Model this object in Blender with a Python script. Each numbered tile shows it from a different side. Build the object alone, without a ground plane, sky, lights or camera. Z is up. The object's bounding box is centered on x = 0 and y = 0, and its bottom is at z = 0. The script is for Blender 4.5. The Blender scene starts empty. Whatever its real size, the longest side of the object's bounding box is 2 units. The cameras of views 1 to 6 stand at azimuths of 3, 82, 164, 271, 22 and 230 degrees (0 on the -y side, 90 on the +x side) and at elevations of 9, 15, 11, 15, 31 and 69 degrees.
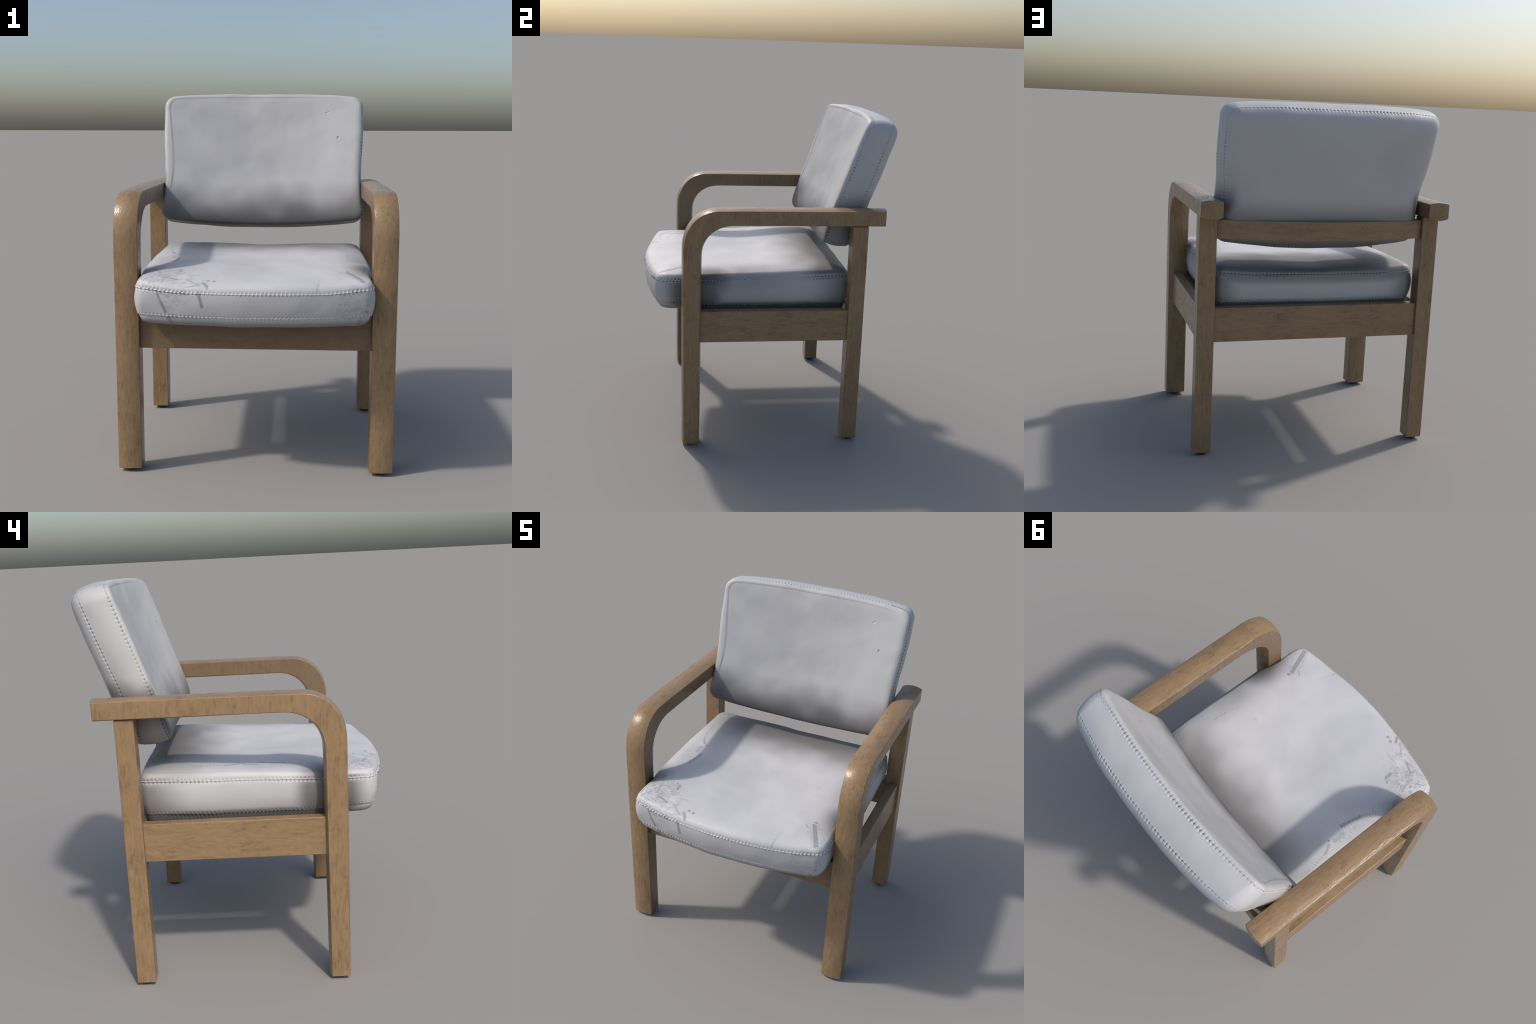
"""Open-arm lounge chair: bent wooden arm frames, rails, and two stitched pale-grey cushions."""
import bpy, math
import numpy as np
from mathutils import Vector, noise as mnoise

rng = np.random.default_rng(7)
scene_coll = bpy.context.scene.collection


# ------------------------------------------------------------------ helpers
def new_mesh_object(name, verts, faces, mat=None, parent=None, smooth_angle=None):
    me = bpy.data.meshes.new(name)
    me.from_pydata([tuple(v) for v in verts], [], faces)
    me.update()
    ob = bpy.data.objects.new(name, me)
    scene_coll.objects.link(ob)
    if mat:
        me.materials.append(mat)
    if parent:
        ob.parent = parent
    if smooth_angle is not None:
        me.polygons.foreach_set("use_smooth", [True] * len(me.polygons))
        me.set_sharp_from_angle(angle=math.radians(smooth_angle))
    return ob


def grid_mesh(name, P, mat, parent):
    """P: (rings, around, 3) closed around; the first and last rings are single poles."""
    R, N, _ = P.shape
    inner = P[1:-1].reshape(-1, 3)
    verts = np.vstack([P[0, :1], inner, P[-1, :1]])
    nr = R - 2
    i = np.arange(N)
    j = (i + 1) % N
    quads = []
    for r in range(nr - 1):
        a = 1 + r * N
        quads.append(np.stack([a + i, a + j, a + N + j, a + N + i], 1))
    quads = np.vstack(quads)
    last = len(verts) - 1
    b = 1 + (nr - 1) * N
    t0 = np.stack([np.zeros(N, int), 1 + j, 1 + i], 1)
    t1 = np.stack([b + i, b + j, np.full(N, last)], 1)
    loops = np.concatenate([quads.ravel(), t0.ravel(), t1.ravel()]).astype(np.int32)
    sizes = np.concatenate([np.full(len(quads), 4), np.full(2 * N, 3)]).astype(np.int32)
    starts = np.concatenate([[0], np.cumsum(sizes)[:-1]]).astype(np.int32)
    me = bpy.data.meshes.new(name)
    me.vertices.add(len(verts))
    me.vertices.foreach_set("co", verts.astype(np.float32).ravel())
    me.loops.add(len(loops))
    me.loops.foreach_set("vertex_index", loops)
    me.polygons.add(len(sizes))
    me.polygons.foreach_set("loop_start", starts)
    me.polygons.foreach_set("loop_total", sizes)
    me.polygons.foreach_set("use_smooth", np.ones(len(sizes), bool))
    me.update(calc_edges=True)
    me.validate()
    ob = bpy.data.objects.new(name, me)
    scene_coll.objects.link(ob)
    me.materials.append(mat)
    ob.parent = parent
    return ob


def smoothstep(a, b, x):
    t = np.clip((x - a) / (b - a), 0, 1)
    return t * t * (3 - 2 * t)


def bevel(ob, width, segments=2, angle=35):
    m = ob.modifiers.new("edge", 'BEVEL')
    m.width = width
    m.segments = segments
    m.limit_method = 'ANGLE'
    m.angle_limit = math.radians(angle)
    m.harden_normals = True


# ------------------------------------------------------------------ node helper
class Nodes:
    def __init__(self, name):
        self.mat = bpy.data.materials.new(name)
        self.mat.use_nodes = True
        self.t = self.mat.node_tree
        self.t.nodes.clear()
        self.out = self.t.nodes.new("ShaderNodeOutputMaterial")
        self.bsdf = self.t.nodes.new("ShaderNodeBsdfPrincipled")
        self.t.links.new(self.bsdf.outputs[0], self.out.inputs[0])
        self.tc = self.t.nodes.new("ShaderNodeTexCoord")
        self.pos = self.tc.outputs["Object"]
        self.nrm = self.tc.outputs["Normal"]
        sep = self.t.nodes.new("ShaderNodeSeparateXYZ")
        self.t.links.new(self.pos, sep.inputs[0])
        self.x, self.y, self.z = sep.outputs

    def link(self, a, sock):
        if isinstance(a, (int, float)):
            sock.default_value = a
        elif isinstance(a, (tuple, list, Vector)):
            v = tuple(a)
            if sock.type == 'RGBA' and len(v) == 3:
                v = v + (1.0,)
            sock.default_value = v
        else:
            self.t.links.new(a, sock)

    def math(self, op, a, b=None, c=None, clamp=False):
        n = self.t.nodes.new("ShaderNodeMath")
        n.operation = op
        n.use_clamp = clamp
        self.link(a, n.inputs[0])
        if b is not None:
            self.link(b, n.inputs[1])
        if c is not None:
            self.link(c, n.inputs[2])
        return n.outputs[0]

    def vmath(self, op, a, b=None, scale=None):
        n = self.t.nodes.new("ShaderNodeVectorMath")
        n.operation = op
        self.link(a, n.inputs[0])
        if b is not None:
            self.link(b, n.inputs[1])
        if scale is not None:
            self.link(scale, n.inputs["Scale"])
        return n.outputs["Value"] if op in ('DOT_PRODUCT', 'LENGTH', 'DISTANCE') else n.outputs["Vector"]

    def ramp(self, v, lo, hi, a=0.0, b=1.0, smooth=True):
        n = self.t.nodes.new("ShaderNodeMapRange")
        n.interpolation_type = 'SMOOTHSTEP' if smooth else 'LINEAR'
        self.link(v, n.inputs[0])
        for k, val in enumerate((lo, hi, a, b)):
            n.inputs[1 + k].default_value = val
        return n.outputs[0]

    def mix(self, f, a, b, mode='MIX'):
        n = self.t.nodes.new("ShaderNodeMix")
        n.data_type = 'RGBA'
        n.blend_type = mode
        self.link(f, n.inputs[0])
        self.link(a, n.inputs[6])
        self.link(b, n.inputs[7])
        return n.outputs[2]

    def mixv(self, f, a, b):
        n = self.t.nodes.new("ShaderNodeMix")
        n.data_type = 'FLOAT'
        self.link(f, n.inputs[0])
        self.link(a, n.inputs[2])
        self.link(b, n.inputs[3])
        return n.outputs[0]

    def noise(self, scale, detail=3, rough=0.5, vec=None, stretch=None, distort=0.0, offset=(0, 0, 0)):
        v = vec if vec is not None else self.pos
        if stretch is not None or offset != (0, 0, 0):
            m = self.t.nodes.new("ShaderNodeMapping")
            self.link(v, m.inputs[0])
            m.inputs["Location"].default_value = offset
            if stretch is not None:
                m.inputs["Scale"].default_value = stretch
            v = m.outputs[0]
        n = self.t.nodes.new("ShaderNodeTexNoise")
        self.link(v, n.inputs["Vector"])
        n.inputs["Scale"].default_value = scale
        n.inputs["Detail"].default_value = detail
        n.inputs["Roughness"].default_value = rough
        n.inputs["Distortion"].default_value = distort
        return n.outputs["Fac"]

    def bump(self, h, strength, dist, normal=None):
        n = self.t.nodes.new("ShaderNodeBump")
        n.inputs["Strength"].default_value = strength
        n.inputs["Distance"].default_value = dist
        self.link(h, n.inputs["Height"])
        if normal is not None:
            self.link(normal, n.inputs["Normal"])
        return n.outputs[0]


# ------------------------------------------------------------------ wood
WOOD_LIGHT = (0.322, 0.210, 0.114)
WOOD_MID = (0.272, 0.175, 0.090)
WOOD_DARK = (0.165, 0.104, 0.055)


def wood_material(name, axis):
    """Worn lacquered wood. axis: 'x', 'y', 'z' grain direction, or 'arm' for the bent arm pieces."""
    n = Nodes(name)
    st = {'x': (0.22, 1, 1), 'y': (1, 0.22, 1), 'z': (1, 1, 0.22)}

    def layers(ax):
        s = st[ax]
        return (n.noise(70, 3, 0.6, stretch=s, distort=0.4),
                n.noise(170, 3, 0.6, stretch=s),
                n.noise(18, 3, 0.55, stretch=s))
    if axis == 'arm':
        ax = n.math('ABSOLUTE', n.t.nodes.new("ShaderNodeSeparateXYZ").outputs[0])
        sepn = ax.node.inputs[0].links[0].from_node
        n.link(n.nrm, sepn.inputs[0])
        crown = n.ramp(ax, 0.55, 0.8, 1.0, 0.0)
        f = n.math('MULTIPLY', crown, n.ramp(n.math('SUBTRACT', n.z, n.math('MULTIPLY', n.y, -0.5)), 1.12, 1.22))
        lz, ly = layers('z'), layers('y')
        g, fine, band = [n.mixv(f, a, b) for a, b in zip(lz, ly)]
        crownmask = crown
    else:
        g, fine, band = layers(axis)
        crownmask = None
    blotch = n.noise(7, 4, 0.6)
    mott = n.noise(62, 3, 0.65)
    v = n.math('ADD', n.math('MULTIPLY', g, 0.38), n.math('MULTIPLY', blotch, 0.20))
    v = n.math('ADD', v, n.math('MULTIPLY', band, 0.20))
    v = n.math('ADD', v, n.math('MULTIPLY', mott, 0.22))
    cr = n.t.nodes.new("ShaderNodeValToRGB")
    n.link(v, cr.inputs[0])
    e = cr.color_ramp.elements
    e[0].position, e[0].color = 0.345, WOOD_DARK + (1,)
    e[1].position, e[1].color = 0.62, WOOD_LIGHT + (1,)
    m = cr.color_ramp.elements.new(0.485)
    m.color = WOOD_MID + (1,)
    col = cr.outputs[0]
    pores = n.ramp(fine, 0.60, 0.72)
    col = n.mix(n.math('MULTIPLY', pores, 0.12), col, WOOD_DARK)
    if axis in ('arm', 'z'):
        # baked occlusion painted into the colour of the inward-facing cheeks
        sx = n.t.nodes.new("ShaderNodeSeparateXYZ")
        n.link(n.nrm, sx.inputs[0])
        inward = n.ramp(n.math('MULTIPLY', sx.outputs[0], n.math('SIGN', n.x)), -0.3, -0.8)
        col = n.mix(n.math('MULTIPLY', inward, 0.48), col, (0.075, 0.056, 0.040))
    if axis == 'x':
        # shade under the overhanging cushion, painted into the front rail's colour
        rail_shade = n.math('MULTIPLY', n.ramp(n.z, 0.64, 0.80, 0.45, 1.0), n.ramp(n.y, -0.40, -0.46))
        col = n.mix(n.math('MULTIPLY', rail_shade, 0.62), col, (0.070, 0.048, 0.030))
    n.link(col, n.bsdf.inputs["Base Color"])
    n.link(n.ramp(g, 0.3, 0.7, 0.36, 0.24), n.bsdf.inputs["Roughness"])
    n.bsdf.inputs["Specular IOR Level"].default_value = 0.45
    h = n.math('ADD', n.math('MULTIPLY', g, 0.7), n.math('MULTIPLY', fine, 0.3))
    if crownmask is not None:
        h = n.math('MULTIPLY', h, n.mixv(crownmask, 0.25, 1.0))
    n.link(n.bump(h, 0.36 if axis == 'arm' else 0.22, 0.0060), n.bsdf.inputs["Normal"])
    return n.mat


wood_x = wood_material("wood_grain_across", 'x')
wood_y = wood_material("wood_grain_lengthwise", 'y')
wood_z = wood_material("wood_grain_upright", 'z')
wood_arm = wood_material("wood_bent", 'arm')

nf = Nodes("glide_plastic")
nf.bsdf.inputs["Base Color"].default_value = (0.02, 0.018, 0.016, 1)
nf.bsdf.inputs["Roughness"].default_value = 0.6
glide_mat = nf.mat


# ------------------------------------------------------------------ root
chair = bpy.data.objects.new("armchair", None)
scene_coll.objects.link(chair)
chair["label"] = "wooden armchair with curved arms and worn pale grey stitched cushions"
chair["category"] = "armchair"

LEG_Z0 = 0.016


# ------------------------------------------------------------------ bent arm + front leg
def arm_path():
    """Outer (front/top) and inner edge lines of the bent strip in the y-z plane, with the joint at z=1.15."""
    pts = []
    for z in np.linspace(LEG_Z0, 0.86, 12):
        t = (z - LEG_Z0) / 1.1
        pts.append(((-0.529 - 0.008 * t, z), (-0.442 + 0.002 * t, z)))
    z1 = 1.12
    for z in np.linspace(0.86, z1, 6)[1:]:
        pts.append(((-0.536, z), (-0.441, z)))
    # quarter bend, elliptical outer and inner lines
    oc, orad = (-0.330, 1.232), (0.206, 0.230)
    ic, irad = (-0.245, 1.195), (0.194, 0.184)
    for k, a in enumerate(np.linspace(0, 1, 26)):
        th = a * math.pi / 2
        s = 2 / 2.12
        ou = math.copysign(abs(math.cos(th)) ** s, 1)
        ov = abs(math.sin(th)) ** s
        pts.append(((oc[0] - orad[0] * ou, oc[1] + orad[1] * ov),
                    (ic[0] - irad[0] * ou, ic[1] + irad[1] * ov)))
    for y in np.linspace(-0.19, 0.641, 16):
        pts.append(((y - 0.04 * (1 - smoothstep(-0.2, 0.3, y)), 1.463), (y, 1.380)))
    return pts


def section(po, pi, sx):
    """Cross-section of the strip: flat cheeks at x=0.597/0.718 with crowned outer and inner faces."""
    po, pi = Vector((0, *po)), Vector((0, *pi))
    d = (po - pi).normalized()
    xa, xb = 0.5945, 0.7175
    out = []
    nseg = 12
    for k in range(nseg + 1):
        u = k / nseg
        x = xa + (xb - xa) * u
        c = 1 - (2 * u - 1) ** 2
        p = po + d * (0.0105 * c)
        out.append((sx * x, p.y, p.z))
    for k in range(nseg + 1):
        u = 1 - k / nseg
        x = xa + (xb - xa) * u
        c = 1 - (2 * u - 1) ** 2
        p = pi - d * (0.0105 * c)
        out.append((sx * x, p.y, p.z))
    return out


def strip(name, pts, sx, mat, cap_first, cap_last):
    rings = [section(po, pi, sx) for po, pi in pts]
    if cap_last:
        # slightly bowed rear end
        r = []
        for (x, y, z) in rings[-1]:
            u = (abs(x) - 0.5945) / 0.123
            r.append((x, y + 0.008 * (1 - (2 * u - 1) ** 2), z))
        rings[-1] = r
    n = len(rings[0])
    verts = [p for r in rings for p in r]
    faces = []
    for a in range(len(rings) - 1):
        for k in range(n):
            q = (a * n + k, a * n + (k + 1) % n, (a + 1) * n + (k + 1) % n, (a + 1) * n + k)
            faces.append(q if sx < 0 else q[::-1])
    h = n // 2

    def cap(base, flip):
        for k in range(h - 1):
            q = (base + k, base + k + 1, base + n - 2 - k, base + n - 1 - k)
            faces.append(q[::-1] if flip else q)
    if cap_first:
        cap(0, sx < 0)
    if cap_last:
        cap((len(rings) - 1) * n, sx > 0)
    ob = new_mesh_object(name, verts, faces, mat, chair, 38)
    bevel(ob, 0.0035, 2, 40)
    return ob


def glide(x, y, parent):
    prof = [(0.0, 0.0), (0.030, 0.0), (0.034, 0.004), (0.034, LEG_Z0 + 0.004)]
    n = 28
    verts, faces = [(x, y, 0.0)], []
    for (r, z) in prof[1:]:
        for k in range(n):
            a = 2 * math.pi * k / n
            verts.append((x + r * math.cos(a), y + r * math.sin(a), z))
    for k in range(n):
        faces.append((0, 1 + (k + 1) % n, 1 + k))
        for s in range(2):
            a, b = 1 + s * n + k, 1 + s * n + (k + 1) % n
            faces.append((a, b, b + n, a + n))
    return new_mesh_object("glide_foot", verts, faces, glide_mat, parent, 40)


path = arm_path()
split = 17
for sx in (-1, 1):
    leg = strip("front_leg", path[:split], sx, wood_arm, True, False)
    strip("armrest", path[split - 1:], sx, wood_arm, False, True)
    glide(sx * 0.656, -0.487, leg)


# ------------------------------------------------------------------ straight frame members
def box(name, x0, x1, y0, y1, z0, z1, mat, bev=0.004):
    v = [(x, y, z) for z in (z0, z1) for y in (y0, y1) for x in (x0, x1)]
    f = [(0, 2, 3, 1), (4, 5, 7, 6), (0, 1, 5, 4), (2, 6, 7, 3), (0, 4, 6, 2), (1, 3, 7, 5)]
    ob = new_mesh_object(name, v, f, mat, chair)
    bevel(ob, bev, 2)
    return ob


for sx in (-1, 1):
    a, b = sorted((sx * 0.6065, sx * 0.7045))
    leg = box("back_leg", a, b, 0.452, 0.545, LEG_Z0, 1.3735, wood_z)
    glide(sx * 0.655, 0.4985, leg)
    a, b = sorted((sx * 0.632, sx * 0.690))
    box("side_rail", a, b, -0.442, 0.4535, 0.662, 0.8545, wood_y)
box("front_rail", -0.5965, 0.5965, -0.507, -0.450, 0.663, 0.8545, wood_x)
box("back_rail", -0.608, 0.608, 0.470, 0.529, 0.6635, 0.859, wood_x)


def curved_rail():
    """Rail behind the backrest, bowed rearwards in plan."""
    n, th = 32, 0.055
    verts, faces = [], []
    for k in range(n + 1):
        u = -1 + 2 * k / n
        x = 0.6085 * u
        y = 0.524 + 0.094 * (1 - u * u)
        for (dy, z) in ((0, 1.249), (0, 1.356), (-th, 1.356), (-th, 1.249)):
            verts.append((x, y + dy, z))
    for k in range(n):
        for c in range(4):
            a, b = 4 * k + c, 4 * k + (c + 1) % 4
            faces.append((b, a, a + 4, b + 4))
    faces.append((0, 1, 2, 3))
    faces.append(tuple(4 * n + c for c in (3, 2, 1, 0)))
    ob = new_mesh_object("backrest_rail", verts, faces, wood_x, chair, 40)
    bevel(ob, 0.004, 2, 50)


curved_rail()


# ------------------------------------------------------------------ cushions
def rounded_rect(hx, hy, r, n_side_x, n_side_y, n_corner):
    """Closed outline, counter-clockwise from the middle of the -y side; fixed point counts per segment."""
    pts = []
    r = max(min(r, hx * 0.95, hy * 0.95), 1e-4)

    def line(a, b, n):
        for k in range(n):
            t = k / n
            pts.append((a[0] + (b[0] - a[0]) * t, a[1] + (b[1] - a[1]) * t))

    def arc(cx, cy, a0):
        for k in range(n_corner):
            a = a0 + (math.pi / 2) * k / n_corner
            pts.append((cx + r * math.cos(a), cy + r * math.sin(a)))
    line((-hx + r, -hy), (hx - r, -hy), n_side_x)
    arc(hx - r, -hy + r, -math.pi / 2)
    line((hx, -hy + r), (hx, hy - r), n_side_y)
    arc(hx - r, hy - r, 0)
    line((hx - r, hy), (-hx + r, hy), n_side_x)
    arc(-hx + r, hy - r, math.pi / 2)
    line((-hx, hy - r), (-hx, -hy + r), n_side_y)
    arc(-hx + r, -hy + r, math.pi)
    return np.array(pts)


SEAM_D = [0.0012, 0.0025, 0.004, 0.0055, 0.0075, 0.0095, 0.012, 0.015, 0.019]
PITCH = 0.0205


def stitch_relief(d, s, phase, strength):
    """Height of the seam at signed distance d across it and arc length s along it: a fine groove
    between two low ridges, cut across by one short dimple per stitch."""
    u = (s / PITCH + phase / (2 * math.pi)) % 1.0
    cut = np.exp(-((u - 0.5) / 0.15) ** 2)
    bead = np.cos(math.pi * u) ** 2
    slow = seam_strength(s, phase)
    groove = -0.0022 * np.exp(-(d / 0.0014) ** 2) * (0.5 + 0.5 * cut)
    beads = 0.0017 * bead * slow * np.exp(-((np.abs(d) - 0.0052) / 0.0036) ** 2)
    ridge = 0.0003 * np.exp(-((np.abs(d) - 0.0060) / 0.0050) ** 2)
    dimple = -0.0034 * cut * slow * np.exp(-(d / 0.0062) ** 2)
    return (groove + beads + ridge + dimple) * strength


def seam_strength(s, phase):
    """How tightly the seam is pulled at arc length s (0.25 slack ... 1.1 tight)."""
    return np.clip(0.70 + 0.30 * np.sin(s * 12.3 + phase * 3) + 0.22 * np.sin(s * 5.1 + 1.3), 0.25, 1.1)


def grid_normals(P):
    du = np.roll(P, -1, 1) - np.roll(P, 1, 1)
    dv = np.empty_like(P)
    dv[1:-1] = P[2:] - P[:-2]
    dv[0] = P[1] - P[0]
    dv[-1] = P[-1] - P[-2]
    n = np.cross(du, dv)
    return n / np.maximum(np.linalg.norm(n, axis=2, keepdims=True), 1e-9)


def build_cushion(name, hx, hy, rad, place, band, mat, thread_mat, flip, roll_in):
    """Loft of outline rings: face A centre -> seam A -> side band -> seam B -> face B centre.
    place(px, py, e, side, t): maps an outline point to 3D. side 'A','B' are the faces at inset e
    from their seam, side 'S' the band at fraction t between the seams."""
    per = 4 * (hx + hy)
    nst = int(per / PITCH)
    nx = int(12 * nst * hx / (hx + hy) / 2 * 0.95)
    ny = int(12 * nst * hy / (hx + hy) / 2 * 0.95)
    nc = 40
    base = rounded_rect(hx, hy, rad, nx, ny, nc)
    seg = np.linalg.norm(np.roll(base, -1, 0) - base, axis=1)
    s = np.concatenate([[0], np.cumsum(seg)[:-1]])
    s = s * (round(seg.sum() / PITCH) * PITCH / seg.sum())
    insets = [0.0] + SEAM_D + [0.022, 0.025, 0.028, 0.031, 0.034, 0.037, 0.040, 0.043, 0.046, 0.049, 0.052, 0.055,
              0.058, 0.062, 0.066, 0.071, 0.077, 0.084, 0.093, 0.104]
    scales = list(np.linspace(0.97, 0.04, 26)) + [0.0]
    e_last = insets[-1]

    def drawn_in(e, side):
        """Plan inset of a ring at developed distance e from the seam: the roll first rises steeply."""
        a = roll_in if side == 'A' else 0.6 * roll_in
        return e - a * (1 - math.exp(-e / 0.020))

    def face(side):
        rows, ds = [], []
        for e in insets:
            q = drawn_in(e, side)
            o = rounded_rect(hx - q, hy - q, max(rad - q * 0.25, 0.02), nx, ny, nc)
            rows.append(place(o[:, 0], o[:, 1], np.full(len(o), e), side, 0))
            ds.append(e)
        o_last = o
        for k in scales:
            o = o_last * k
            e = e_last + (1 - k) * min(hx, hy)
            rows.append(place(o[:, 0], o[:, 1], np.full(len(o), e), side, 0))
            ds.append(e)
        return rows, ds
    A, dA = face('A')
    B, dB = face('B')
    ts = [d / band for d in SEAM_D]
    ts = ts + list(np.linspace(SEAM_D[-1] * 1.3 / band, 1 - SEAM_D[-1] * 1.3 / band, 18)) + [1 - t for t in ts[::-1]]
    S = [place(base[:, 0], base[:, 1], np.zeros(len(base)), 'S', t) for t in ts]
    P = np.array(A[::-1] + S + B)
    big = 9.0
    distA = np.array([d for d in dA[::-1]] + [-t * band for t in ts] + [-big] * len(B))
    distB = np.array([big] * len(A) + [(1 - t) * band for t in ts] + [-d for d in dB])
    iA = len(A) - 1
    iB = len(A) + len(S)
    if flip:
        P = P[:, ::-1]
        s = s[::-1]
    N = grid_normals(P)
    lump = np.array([0.0034 * mnoise.noise((7.0 * x, 7.0 * y, 7.0 * z)) + 0.0008 * mnoise.noise((17.0 * x + 5, 17.0 * y, 17.0 * z))
                     + 0.00015 * mnoise.noise((41.0 * x, 41.0 * y + 3, 41.0 * z)) for x, y, z in P.reshape(-1, 3).tolist()])
    P = P + N * lump.reshape(P.shape[:2])[..., None]
    amp = stitch_relief(distA[:, None], s[None], 0.0, 1.0) * (np.abs(distA) < 0.03)[:, None]
    amp += stitch_relief(distB[:, None], s[None], 1.9, 1.0) * (np.abs(distB) < 0.03)[:, None]
    P2 = P + N * amp[..., None]
    ob = grid_mesh(name, P2, mat, chair)

    # thread: one short capsule in the groove per stitch, with a dark bead at its end
    verts, faces = [], []
    hverts, hfaces = [], []
    for ring, ph in ((iA, 0.0), (iB, 1.9)):
        C, Nn = P[ring], N[ring]
        M = len(s)
        smax = s.max()
        order = np.argsort(s)
        for k in range(int(smax / PITCH)):
            sc = (k + 1.0 - ph / (2 * math.pi)) * PITCH
            if sc < 0:
                continue
            L = 0.0105
            ctr = []
            for q in (-0.5, -0.3, 0, 0.3, 0.5):
                sq = sc + q * L
                p = np.array([np.interp(sq, s[order], C[order, c]) for c in range(3)])
                m = np.array([np.interp(sq, s[order], Nn[order, c]) for c in range(3)])
                ctr.append((p + m * (-0.0020 - 0.004 * (abs(q) * 2) ** 3), m))
            tan = ctr[-1][0] - ctr[0][0]
            tan /= max(np.linalg.norm(tan), 1e-9)
            b0 = len(verts)
            for (p, m), r in zip(ctr, (0.0005, 0.0010, 0.0012, 0.0010, 0.0005)):
                side = np.cross(tan, m)
                for w in range(6):
                    a = w * math.pi / 3
                    verts.append(p + (m * math.cos(a) + side * math.sin(a)) * r)
            for g in range(4):
                for w in range(6):
                    a, b = b0 + g * 6 + w, b0 + g * 6 + (w + 1) % 6
                    faces.append((a, b, b + 6, a + 6))
            # dark solid bead added as the pit's shade, in the dimple between two stitches
            sq = sc + 0.5 * PITCH
            p = np.array([np.interp(sq, s[order], C[order, c]) for c in range(3)])
            m = np.array([np.interp(sq, s[order], Nn[order, c]) for c in range(3)])
            pull = float(seam_strength(np.array(sq), ph))
            across = np.cross(tan, m)
            p = p + across * rng.uniform(-0.0035, 0.0035) - m * (0.0040 * pull - 0.0006)
            r = 0.0034 * min(max(pull, 0.5), 1.0) * rng.uniform(0.75, 1.15)
            h0 = len(hverts)
            for lat in (-0.6, 0.0, 0.6):
                for w in range(7):
                    a = w * 2 * math.pi / 7
                    cr_, sr_ = math.cos(lat) * r, math.sin(lat) * r
                    hverts.append(p + tan * cr_ * math.cos(a) * 0.75 + across * cr_ * math.sin(a) * 1.15 + m * sr_)
            hverts.append(p + m * r * 0.8)
            for g in range(2):
                for w in range(7):
                    a, b = h0 + g * 7 + w, h0 + g * 7 + (w + 1) % 7
                    hfaces.append((a, b, b + 7, a + 7))
            for w in range(7):
                hfaces.append((h0 + 14 + w, h0 + 14 + (w + 1) % 7, h0 + 21))
    th = new_mesh_object("stitching", verts, faces, thread_mat, ob, 80)
    th["kind"] = "stuff"
    ho = new_mesh_object("dark_pit_beads", hverts, hfaces, pit_bead_mat, ob, 80)
    ho["kind"] = "stuff"
    return ob


def bow(x, h):
    return 1 - np.clip(x / h, -1.1, 1.1) ** 2


# ---- seat cushion: outline centre at y0
SY0, SHX, SHY = -0.112, 0.606, 0.580


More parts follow.
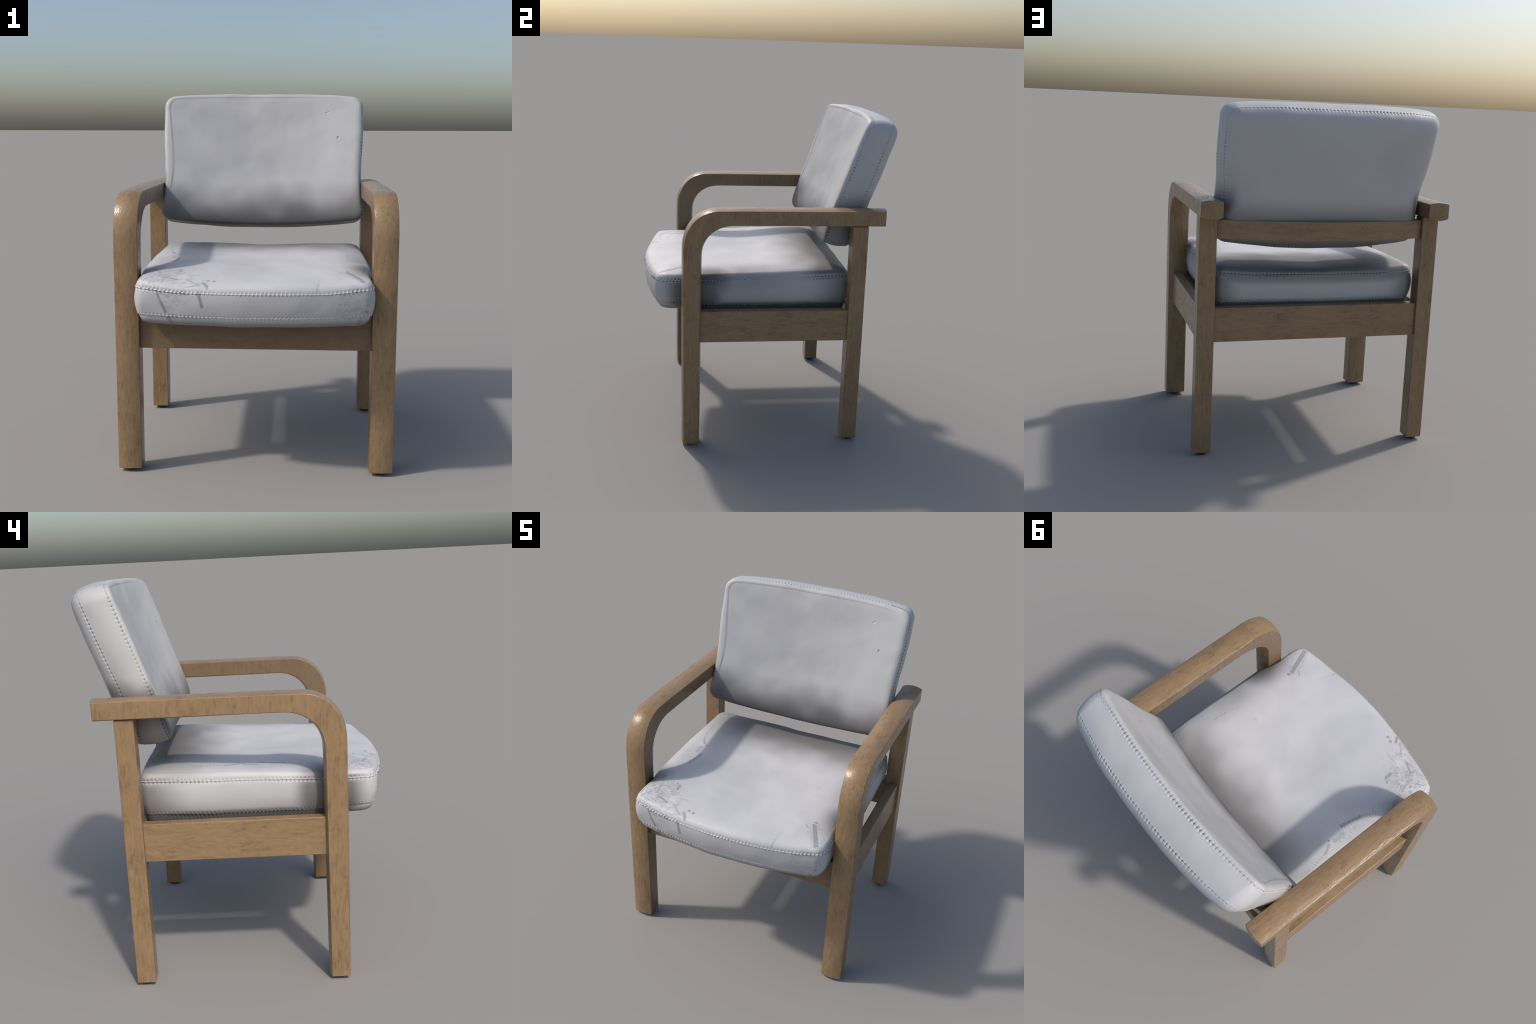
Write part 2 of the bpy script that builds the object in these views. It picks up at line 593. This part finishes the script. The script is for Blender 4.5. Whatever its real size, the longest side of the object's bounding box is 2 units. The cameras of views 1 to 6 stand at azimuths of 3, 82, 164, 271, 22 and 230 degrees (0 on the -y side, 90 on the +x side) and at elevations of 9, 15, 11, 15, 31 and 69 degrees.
def seat_place(px, py, e, side, t):
    front = smoothstep(0.25, -0.58, py)
    rear = smoothstep(0.2, 0.55, py)
    x = px * (1 - 0.035 * smoothstep(-0.30, -0.60, py) * 1.0 - 0.012 * rear)
    y = SY0 + py - front * 0.072 * bow(px, 0.57) + rear * 0.018 * bow(px, 0.6)
    ax = np.abs(px)
    x = x * (1 - 0.022 * smoothstep(0.45, 0.6, ax) * np.exp(-((y + 0.485) / 0.075) ** 2))
    cornr = smoothstep(0.35, 0.6, ax)
    zs = 1.034 - 0.034 * smoothstep(0.1, -0.62, py) + 0.014 * cornr * smoothstep(0.0, -0.6, py) \
        - 0.004 * rear + 0.012 * rear * cornr
    zl = 0.870 + 0.013 * smoothstep(-0.2, -0.6, py) + 0.008 * rear
    if side == 'S':
        side_w = smoothstep(0.45, 0.6, ax)
        out = (np.sin(math.pi * t) ** 0.8) * (0.007 + 0.010 * side_w * (1 - front * 0.5))
        # push outwards along the outline
        nx = np.where(ax > 0.56, np.sign(px), 0.0) * smoothstep(0.555, 0.6, ax)
        ny = np.sign(py) * smoothstep(0.53, 0.575, np.abs(py))
        ln = np.maximum(np.hypot(nx, ny), 1e-6)
        x = x + out * nx / ln
        y = y + out * ny / ln
        z = zs + (zl - zs) * t
        # lower seam is tucked a little
        x = x - 0.006 * t * nx / ln
        y = y - 0.010 * t * ny / ln
        return np.stack([x, y, z], -1)
    if side == 'A':
        zp = 1.071 + 0.006 * smoothstep(-0.56, -0.22, py) + 0.027 * smoothstep(-0.05, 0.40, py) * (1 - 0.35 * smoothstep(0.42, 0.6, py)) \
            - 0.010 * np.exp(-(px / 0.24) ** 2) * smoothstep(-0.2, 0.4, py) \
            - 0.006 * np.exp(-(px / 0.3) ** 2 - ((py + 0.05) / 0.25) ** 2)
        zp = zp + 0.003 * np.sin(px * 9 + 1.0) * np.sin(py * 7 + .5) + 0.0015 * np.sin(px * 17 + py * 8)
        lam = 0.084 + 0.026 * front
        lift = 0.036
        z = zs + lift * (1 - np.exp(-(e / 0.024) ** 1.15)) + (zp - zs - lift) * (1 - np.exp(-(e / lam) ** 1.3))
        # crease where the rolled border meets the top panel, sharper on the left and at the front
        cr = 0.5 + 0.6 * smoothstep(-0.45, -0.57, px)
        z = z + 0.0030 * cr * smoothstep(0.046, 0.036, e) * smoothstep(0.0, 0.03, e)
        # the front legs pinch the sides
        return np.stack([x, y, z], -1)
    k = np.exp(-(e / 0.021) ** 1.2)
    zb = 0.828 - 0.045 * smoothstep(-0.55, -0.40, y)
    z = zb + (zl - zb) * k
    # underside draws inward
    f = 1 - 0.010 / 0.6
    return np.stack([x * f, SY0 + (y - SY0) * f, z], -1)


# ---- backrest cushion in its own tilted frame
BO = np.array([0.0, 0.305, 1.252])
BU = np.array([0.0, 0.327, 0.945])
BU /= np.linalg.norm(BU)
BN = np.array([0.0, BU[2], -BU[1]])
BHX, BHY = 0.607, 0.383


def back_place(px, py, e, side, t):
    ax = np.abs(px)
    v = py / BHY
    x = px.copy()
    w = py + BHY
    b = bow(px, 0.6)
    w = w + 0.033 * (1 - np.clip(ax / 0.6, 0, 1.1) ** 3.2) * smoothstep(0.2, 1.0, v) - 0.026 * b * smoothstep(-0.2, -1.0, v)
    n = 0.040 * b - 0.004
    pinch = np.exp(-((w - 0.275) / 0.18) ** 2)
    x = x * (1 - 0.025 * pinch + 0.006 * smoothstep(0.13, 0.03, w))

    def rear(x, w, n):
        xr = x * (1 - 0.017 - 0.014 * pinch)
        wr = w + 0.018
        return xr, wr, n + 0.135 + 0.010 * b
    if side == 'S':
        xr, wr, nr = rear(x, w, n)
        edge_x = smoothstep(0.565, 0.6, ax) * np.sign(px)
        edge_y = smoothstep(0.345, 0.375, np.abs(py)) * np.sign(py)
        ln = np.maximum(np.hypot(edge_x, edge_y), 1e-6)
        out = (np.sin(math.pi * t) ** 0.8) * 0.012
        x = x + (xr - x) * t + out * edge_x / ln
        w = w + (wr - w) * t + out * edge_y / ln
        n = n + (nr - n) * t
    elif side == 'A':
        # rolled border, then a creased, slightly hollow pad
        roll = 0.027 * (1 - np.exp(-e / 0.016))
        n = n - roll
        left = smoothstep(-0.40, -0.52, px)
        top = smoothstep(0.24, 0.31, py)
        low = smoothstep(-0.30, -0.10, py)
        ec = np.where(left > 0.5, 0.036 + 0.034 * np.cos(np.clip(py / BHY, -1, 1) * math.pi / 2), 0.042)
        cr = np.clip(np.maximum(left * low, top * (0.4 + 0.6 * smoothstep(0.55, 0.1, px))), 0, 1)
        n = n + 0.0034 * cr * smoothstep(ec - 0.006, ec + 0.006, e) * np.exp(-np.maximum(e - ec, 0) / 0.10)
        right = smoothstep(0.40, 0.56, px)
        n = n + 0.006 * right * smoothstep(0.06, 0.0, e)
        k = smoothstep(0.03, 0.25, e)
        n = n + k * (0.006 + 0.0022 * np.sin(px * 8 + 0.7) * np.sin(py * 11 + 0.4)
                     + 0.0016 * np.sin(px * 15 + py * 7 + 2)
                     + 0.0012 * np.sin(px * 5 - py * 19))
        # lower front edge rolls under
        n = n + 0.010 * smoothstep(0.14, 0.0, py + BHY) * (1 - np.exp(-e / 0.02))
    else:
        x, w, n = rear(x, w, n)
        n = n + 0.056 * (1 - np.exp(-(e / 0.034) ** 1.1)) + 0.006 * smoothstep(0.03, 0.3, e)
        n = n + 0.0015 * np.sin(px * 9 + 2) * np.sin(py * 8) * smoothstep(0.02, 0.15, e)
    return BO[None] + np.stack([x, np.zeros_like(x), np.zeros_like(x)], -1) + w[:, None] * BU[None] + n[:, None] * BN[None]


# ------------------------------------------------------------------ upholstery materials
class Fabric(Nodes):
    """Pale leather with clouding, painted-in shade and scuff marks placed in object space."""

    def stroke(self, p0, p1, width, dots=0, strength=1.0, rag=0.5):
        """A scuff along a segment, laid on from above (top marks) or from the front (band marks);
        with dots > 0 it breaks into that many round dabs."""
        flat = Vector((1, 0, 1)) if p0[1] == 0 else Vector((1, 0.15, 1)) if max(p0[2], p1[2]) < 1.003 else Vector((1, 1, 0.15))
        p0, p1 = Vector(p0) * flat, Vector(p1) * flat
        d = p1 - p0
        l2 = max(d.length_squared, 1e-9)
        rel = self.vmath('SUBTRACT', self.vmath('MULTIPLY', self.pos, tuple(flat)), tuple(p0))
        t = self.math('MULTIPLY', self.vmath('DOT_PRODUCT', rel, tuple(d)), 1 / l2, clamp=True)
        if dots:
            t = self.math('DIVIDE', self.math('ROUND', self.math('MULTIPLY', t, dots)), dots)
        near = self.vmath('SCALE', tuple(d), scale=t)
        dist = self.vmath('DISTANCE', rel, near)
        if rag:
            dist = self.math('ADD', dist, self.math('MULTIPLY', self.math('SUBTRACT', self.rag, 0.5), width * rag * 3))
        return self.ramp(dist, width * 1.15, width * 0.40, 0.0, strength)

    def blob(self, c, r0, r1, stretch=(1, 1, 1)):
        """1 inside radius r0 of the point c, falling to 0 at r1."""
        rel = self.vmath('MULTIPLY', self.vmath('SUBTRACT', self.pos, tuple(c)), tuple(stretch))
        return self.ramp(self.vmath('LENGTH', rel), r1, r0)

    def most(self, items):
        out = items[0]
        for i in items[1:]:
            out = self.math('MAXIMUM', out, i)
        return out

    def times(self, *items):
        out = items[0]
        for i in items[1:]:
            out = self.math('MULTIPLY', out, i)
        return out


def leather_base(n, light, dark, seed):
    n.rag = n.noise(110, 3, 0.65)
    cloud = n.noise(3.4, 2, 0.45, offset=seed)
    cloud2 = n.noise(9.0, 1, 0.4, offset=seed)
    v = n.math('ADD', n.math('MULTIPLY', cloud, 0.75), n.math('MULTIPLY', cloud2, 0.25))
    return n.mix(n.ramp(v, 0.36, 0.62), dark, light)


def leather_finish(n, col, dents=None):
    n.link(col, n.bsdf.inputs["Base Color"])
    n.bsdf.inputs["Roughness"].default_value = 0.5
    n.bsdf.inputs["Specular IOR Level"].default_value = 0.4
    fine = n.noise(300, 3, 0.65)
    broad = n.noise(26, 3, 0.5)
    b = n.bump(broad, 0.05, 0.010)
    if dents is not None:
        b = n.bump(dents, 0.6, 0.005, b)
    n.link(n.bump(fine, 0.06, 0.002, b), n.bsdf.inputs["Normal"])
    return n.mat


def seat_leather():
    n = Fabric("pale_leather_seat")
    col = leather_base(n, (0.588, 0.583, 0.590), (0.530, 0.527, 0.537), (1.3, 0.2, 4.1))
    sep = n.t.nodes.new("ShaderNodeSeparateXYZ")
    n.link(n.nrm, sep.inputs[0])
    nx, ny, nz = sep.outputs
    ax = n.math('ABSOLUTE', n.x)
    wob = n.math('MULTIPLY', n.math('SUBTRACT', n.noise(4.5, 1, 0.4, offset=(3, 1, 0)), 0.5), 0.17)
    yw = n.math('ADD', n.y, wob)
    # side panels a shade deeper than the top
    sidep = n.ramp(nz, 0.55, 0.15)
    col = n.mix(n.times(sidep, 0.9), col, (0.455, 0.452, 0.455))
    # warm grey ambient shade coloured into the seat's rear, where it meets the backrest
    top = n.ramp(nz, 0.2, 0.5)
    rear_shade = n.times(n.ramp(yw, -0.02, 0.34), top, n.ramp(n.x, -0.62, -0.25, 0.45, 1.0))
    col = n.mix(n.times(rear_shade, 0.92), col, (0.150, 0.138, 0.130))
    # occlusion darkening painted beside the arms, by the legs and along the underside
    contact_shade = n.most([
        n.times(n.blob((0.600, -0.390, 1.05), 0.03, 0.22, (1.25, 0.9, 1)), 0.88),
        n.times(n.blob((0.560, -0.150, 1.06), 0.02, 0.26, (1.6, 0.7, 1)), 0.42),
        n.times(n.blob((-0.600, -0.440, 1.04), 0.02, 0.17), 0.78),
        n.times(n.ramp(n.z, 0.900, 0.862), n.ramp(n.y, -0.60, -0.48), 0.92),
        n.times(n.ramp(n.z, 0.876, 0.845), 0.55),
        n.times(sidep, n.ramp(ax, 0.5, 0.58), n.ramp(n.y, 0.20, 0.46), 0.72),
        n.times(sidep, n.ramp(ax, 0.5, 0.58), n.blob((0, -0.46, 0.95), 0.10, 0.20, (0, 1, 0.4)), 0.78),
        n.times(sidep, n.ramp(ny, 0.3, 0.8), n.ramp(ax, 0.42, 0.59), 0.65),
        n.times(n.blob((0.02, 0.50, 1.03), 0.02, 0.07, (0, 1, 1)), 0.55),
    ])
    col = n.mix(contact_shade, col, (0.070, 0.067, 0.066))
    # scuffs: front left corner
    marks = [
        n.stroke((-0.222, -0.682, 1.058), (-0.192, -0.690, 1.055), 0.0105, 1, 0.85, 0.2),
        n.stroke((-0.243, -0.707, 1.041), (-0.222, -0.734, 1.020), 0.0115, 3, 0.8, 0.25),
        n.stroke((-0.262, -0.757, 1.000), (-0.246, -0.760, 0.940), 0.0105, 5, 1.0, 0.2),
        n.stroke((-0.466, -0.718, 0.990), (-0.449, -0.722, 0.950), 0.0095, 4, 0.85, 0.25),
        n.stroke((-0.449, -0.722, 0.950), (-0.428, -0.720, 0.905), 0.0105, 5, 1.0, 0.2),
        n.stroke((-0.412, -0.705, 0.870), (-0.400, -0.690, 0.845), 0.0130, 2, 0.9, 0.3),
        n.stroke((-0.400, -0.493, 1.092), (-0.398, -0.498, 1.092), 0.0095, 0, 0.7, 0.4),
        n.stroke((-0.378, -0.507, 1.093), (-0.374, -0.544, 1.091), 0.0125, 3, 0.75, 0.5),
        n.stroke((-0.395, -0.555, 1.088), (-0.372, -0.590, 1.080), 0.0090, 3, 0.35, 0.8),
        n.stroke((-0.485, -0.532, 1.080), (-0.471, -0.609, 1.075), 0.0140, 6, 0.55, 1.0),
        n.stroke((-0.500, -0.500, 1.075), (-0.520, -0.440, 1.070), 0.0140, 5, 0.45, 1.0),
        n.stroke((-0.433, -0.603, 1.080), (-0.445, -0.635, 1.066), 0.0100, 3, 0.5, 1.0),
        n.stroke((-0.440, -0.640, 1.066), (-0.378, -0.665, 1.057), 0.0075, 0, 0.8, 1.0),
        n.stroke((-0.327, -0.671, 1.058), (-0.283, -0.704, 1.040), 0.0060, 4, 0.75, 0.6),
        n.stroke((-0.272, -0.712, 1.035), (-0.262, -0.722, 1.026), 0.0065, 0, 0.6, 0.5),
        n.stroke((-0.512, -0.625, 1.062), (-0.536, -0.648, 1.046), 0.0045, 0, 0.7, 0.8),
        n.stroke((-0.536, -0.648, 1.046), (-0.546, -0.682, 1.018), 0.0045, 0, 0.7, 0.8),
        # left border of the top panel
        n.stroke((-0.438, -0.130, 1.090), (-0.458, -0.245, 1.088), 0.0125, 8, 0.8, 0.9),
        n.stroke((-0.458, -0.245, 1.088), (-0.490, -0.330, 1.085), 0.0070, 6, 0.5, 0.9),
        n.stroke((-0.458, -0.021, 1.092), (-0.459, -0.023, 1.092), 0.0085, 0, 0.8, 0.3),
        n.stroke((-0.476, -0.010, 1.090), (-0.501, 0.035, 1.089), 0.0095, 5, 0.6, 0.9),
        n.stroke((-0.478, -0.049, 1.087), (-0.477, -0.110, 1.085), 0.0150, 5, 0.5, 1.1),
        n.stroke((-0.505, 0.050, 1.089), (-0.522, 0.140, 1.088), 0.0055, 5, 0.75, 0.4),
        n.stroke((-0.521, 0.163, 1.091), (-0.522, 0.219, 1.094), 0.0065, 6, 0.4, 0.9),
        # front right corner
        n.stroke((0.463, -0.512, 1.085), (0.530, -0.668, 1.045), 0.0130, 15, 0.75, 0.3),
        n.stroke((0.474, -0.510, 1.085), (0.541, -0.662, 1.045), 0.0060, 17, 0.95, 0.3),
        n.stroke((0.464, -0.488, 1.085), (0.470, -0.488, 1.085), 0.0085, 0, 0.95, 0.3),
        n.stroke((0.448, -0.535, 1.085), (0.515, -0.680, 1.040), 0.0044, 11, 0.7, 0.3),
        n.stroke((0.425, -0.533, 1.088), (0.440, -0.548, 1.087), 0.0070, 0, 0.5, 0.8),
        n.stroke((0.314, -0.702, 1.039), (0.308, -0.732, 1.011), 0.0065, 2, 0.5, 0.2),
        n.stroke((0.326, -0.637, 1.074), (0.317, -0.680, 1.055), 0.0060, 4, 0.14, 0.6),
        n.stroke((0.546, -0.700, 0.911), (0.552, -0.697, 0.905), 0.0090, 0, 0.8, 0.4),
        n.stroke((0.520, -0.680, 0.860), (0.515, -0.670, 0.848), 0.0150, 0, 0.7, 0.4),
        # right border of the top panel
        n.stroke((0.500, 0.030, 1.088), (0.498, -0.040, 1.086), 0.0060, 5, 0.55, 0.6),
        n.stroke((0.498, -0.040, 1.086), (0.483, -0.120, 1.084), 0.0060, 5, 0.3, 0.8),
        n.stroke((0.354, -0.157, 1.090), (0.360, -0.155, 1.090), 0.0130, 0, 0.15, 0.9),
    ]
    speck = n.math('MAXIMUM', n.ramp(n.noise(66, 3, 0.62, distort=0.6), 0.54, 0.66),
                   n.ramp(n.noise(30, 4, 0.7, distort=0.8), 0.52, 0.68, 0.0, 0.8))
    fine = n.math('MAXIMUM', n.ramp(n.noise(125, 2, 0.6), 0.57, 0.69), n.ramp(n.noise(38, 4, 0.7), 0.53, 0.70, 0.0, 0.7))
    scratch = n.ramp(n.noise(48, 4, 0.7, stretch=(0.22, 1, 1), distort=1.0), 0.51, 0.66)
    marks += [
        n.times(n.blob((-0.455, -0.610, 1.06), 0.06, 0.16), speck, 0.95),
        n.times(n.blob((-0.370, -0.670, 1.05), 0.07, 0.17), scratch, 0.70),
        n.times(n.blob((-0.400, -0.745, 0.97), 0.04, 0.10), scratch, 0.60),
        n.times(n.blob((-0.490, -0.150, 1.08), 0.03, 0.09, (1.6, 0.7, 1)), fine, 0.85),
        n.times(n.blob((-0.500, -0.330, 1.08), 0.03, 0.10, (1.6, 0.7, 1)), fine, 0.65),
        n.times(n.blob((0.480, -0.715, 0.945), 0.05, 0.11, (1, 1, 1.2)), fine, 0.85),
        n.times(n.blob((0.560, 0.360, 1.06), 0.03, 0.09), fine, 0.35),
    ]
    smudge = n.ramp(n.noise(24, 3, 0.6, distort=0.5), 0.44, 0.66)
    marks += [
        n.times(n.blob((-0.440, -0.590, 1.06), 0.04, 0.17), smudge, 0.42),
        n.times(n.blob((-0.330, -0.690, 1.04), 0.03, 0.13), smudge, 0.36),
        n.times(n.blob((-0.400, -0.745, 0.95), 0.04, 0.13), smudge, 0.34),
        n.times(n.blob((0.490, -0.710, 0.940), 0.05, 0.14), smudge, 0.40),
        n.times(n.blob((0.480, -0.560, 1.06), 0.02, 0.10), smudge, 0.30),
    ]
    m = n.most(marks)
    col = n.mix(n.times(m, 0.78), col, (0.165, 0.168, 0.180))
    # a paler rubbed patch among the scuffs
    col = n.mix(n.times(n.blob((-0.351, -0.630, 1.074), 0.012, 0.045), 0.8), col, (0.60, 0.60, 0.605))
    return leather_finish(n, col)


def back_leather():
    n = Fabric("pale_leather_back")
    col = leather_base(n, (0.464, 0.464, 0.465), (0.412, 0.412, 0.420), (0.4, 2.2, 1.7))
    sep = n.t.nodes.new("ShaderNodeSeparateXYZ")
    n.link(n.nrm, sep.inputs[0])
    nx, ny, nz = sep.outputs
    ax = n.math('ABSOLUTE', n.x)
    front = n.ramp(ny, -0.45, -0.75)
    # paler towards the upper right, and along the borders
    col = n.mix(n.times(front, n.blob((0.42, 0.42, 1.72), 0.05, 0.42), 0.40), col, (0.50, 0.50, 0.50))
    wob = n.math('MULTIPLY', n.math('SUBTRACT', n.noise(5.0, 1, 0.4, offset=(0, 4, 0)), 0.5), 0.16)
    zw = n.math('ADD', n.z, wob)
    # borders, sides and top are paler than the panel
    rim = n.math('SUBTRACT', 1.0, front)
    col = n.mix(n.times(rim, 0.75), col, (0.500, 0.498, 0.498))
    # occlusion shade put into the front's colour, deepening towards the lower edge
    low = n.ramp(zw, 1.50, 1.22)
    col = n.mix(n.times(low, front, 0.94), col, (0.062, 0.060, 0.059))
    nook_shade = n.most([  # shade near the arms, rail and underside, laid into the colour
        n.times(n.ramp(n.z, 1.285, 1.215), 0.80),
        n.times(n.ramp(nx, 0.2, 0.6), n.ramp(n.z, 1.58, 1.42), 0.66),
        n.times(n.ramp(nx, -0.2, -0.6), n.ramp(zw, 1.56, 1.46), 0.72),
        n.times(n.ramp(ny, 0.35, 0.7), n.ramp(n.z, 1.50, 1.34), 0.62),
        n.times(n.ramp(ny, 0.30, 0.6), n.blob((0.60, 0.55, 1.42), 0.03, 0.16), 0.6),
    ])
    col = n.mix(nook_shade, col, (0.065, 0.062, 0.061))
    # faint warm stain on the rear panel
    rear = n.ramp(ny, 0.3, 0.6)
    st = n.most([n.blob((-0.34, 0.72, 1.72), 0.02, 0.16), n.times(n.blob((-0.46, 0.70, 1.82), 0.01, 0.10), 0.7),
                 n.times(n.blob((-0.40, 0.66, 1.58), 0.01, 0.14), 0.5)])
    col = n.mix(n.times(st, rear, 0.18), col, (0.33, 0.30, 0.25))
    marks = n.most([
        n.stroke((-0.508, 0.0, 1.445), (-0.506, 0.0, 1.384), 0.0050, 4, 0.30, 0.4),
        n.stroke((-0.200, 0.0, 1.405), (-0.170, 0.0, 1.430), 0.0030, 0, 0.22, 0.8),
    ])
    col = n.mix(n.times(marks, front, 0.6), col, (0.16, 0.16, 0.17))
    # a small pit and a nick at the upper right of the front
    pit = n.stroke((0.457, 0.0, 1.734), (0.457, 0.0, 1.735), 0.0085, 0, 1.0, 0.0)
    nick = n.stroke((0.385, 0.0, 1.882), (0.403, 0.0, 1.889), 0.0050, 0, 0.6, 0.3)
    dents = n.times(n.math('MAXIMUM', pit, nick), front, -1.0)
    col = n.mix(n.times(pit, front, 0.45), col, (0.20, 0.20, 0.21))
    return leather_finish(n, col, dents)


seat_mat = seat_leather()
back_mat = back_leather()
nt = Nodes("thread")
nt.bsdf.inputs["Base Color"].default_value = (0.60, 0.595, 0.585, 1)
nt.bsdf.inputs["Roughness"].default_value = 0.7
thread_mat = nt.mat
nh = Nodes("dark_pit_bead")  # plain dark colour for the solid beads added in the stitch pits
nh.bsdf.inputs["Base Color"].default_value = (0.115, 0.120, 0.130, 1)
nh.bsdf.inputs["Roughness"].default_value = 0.8
pit_bead_mat = nh.mat

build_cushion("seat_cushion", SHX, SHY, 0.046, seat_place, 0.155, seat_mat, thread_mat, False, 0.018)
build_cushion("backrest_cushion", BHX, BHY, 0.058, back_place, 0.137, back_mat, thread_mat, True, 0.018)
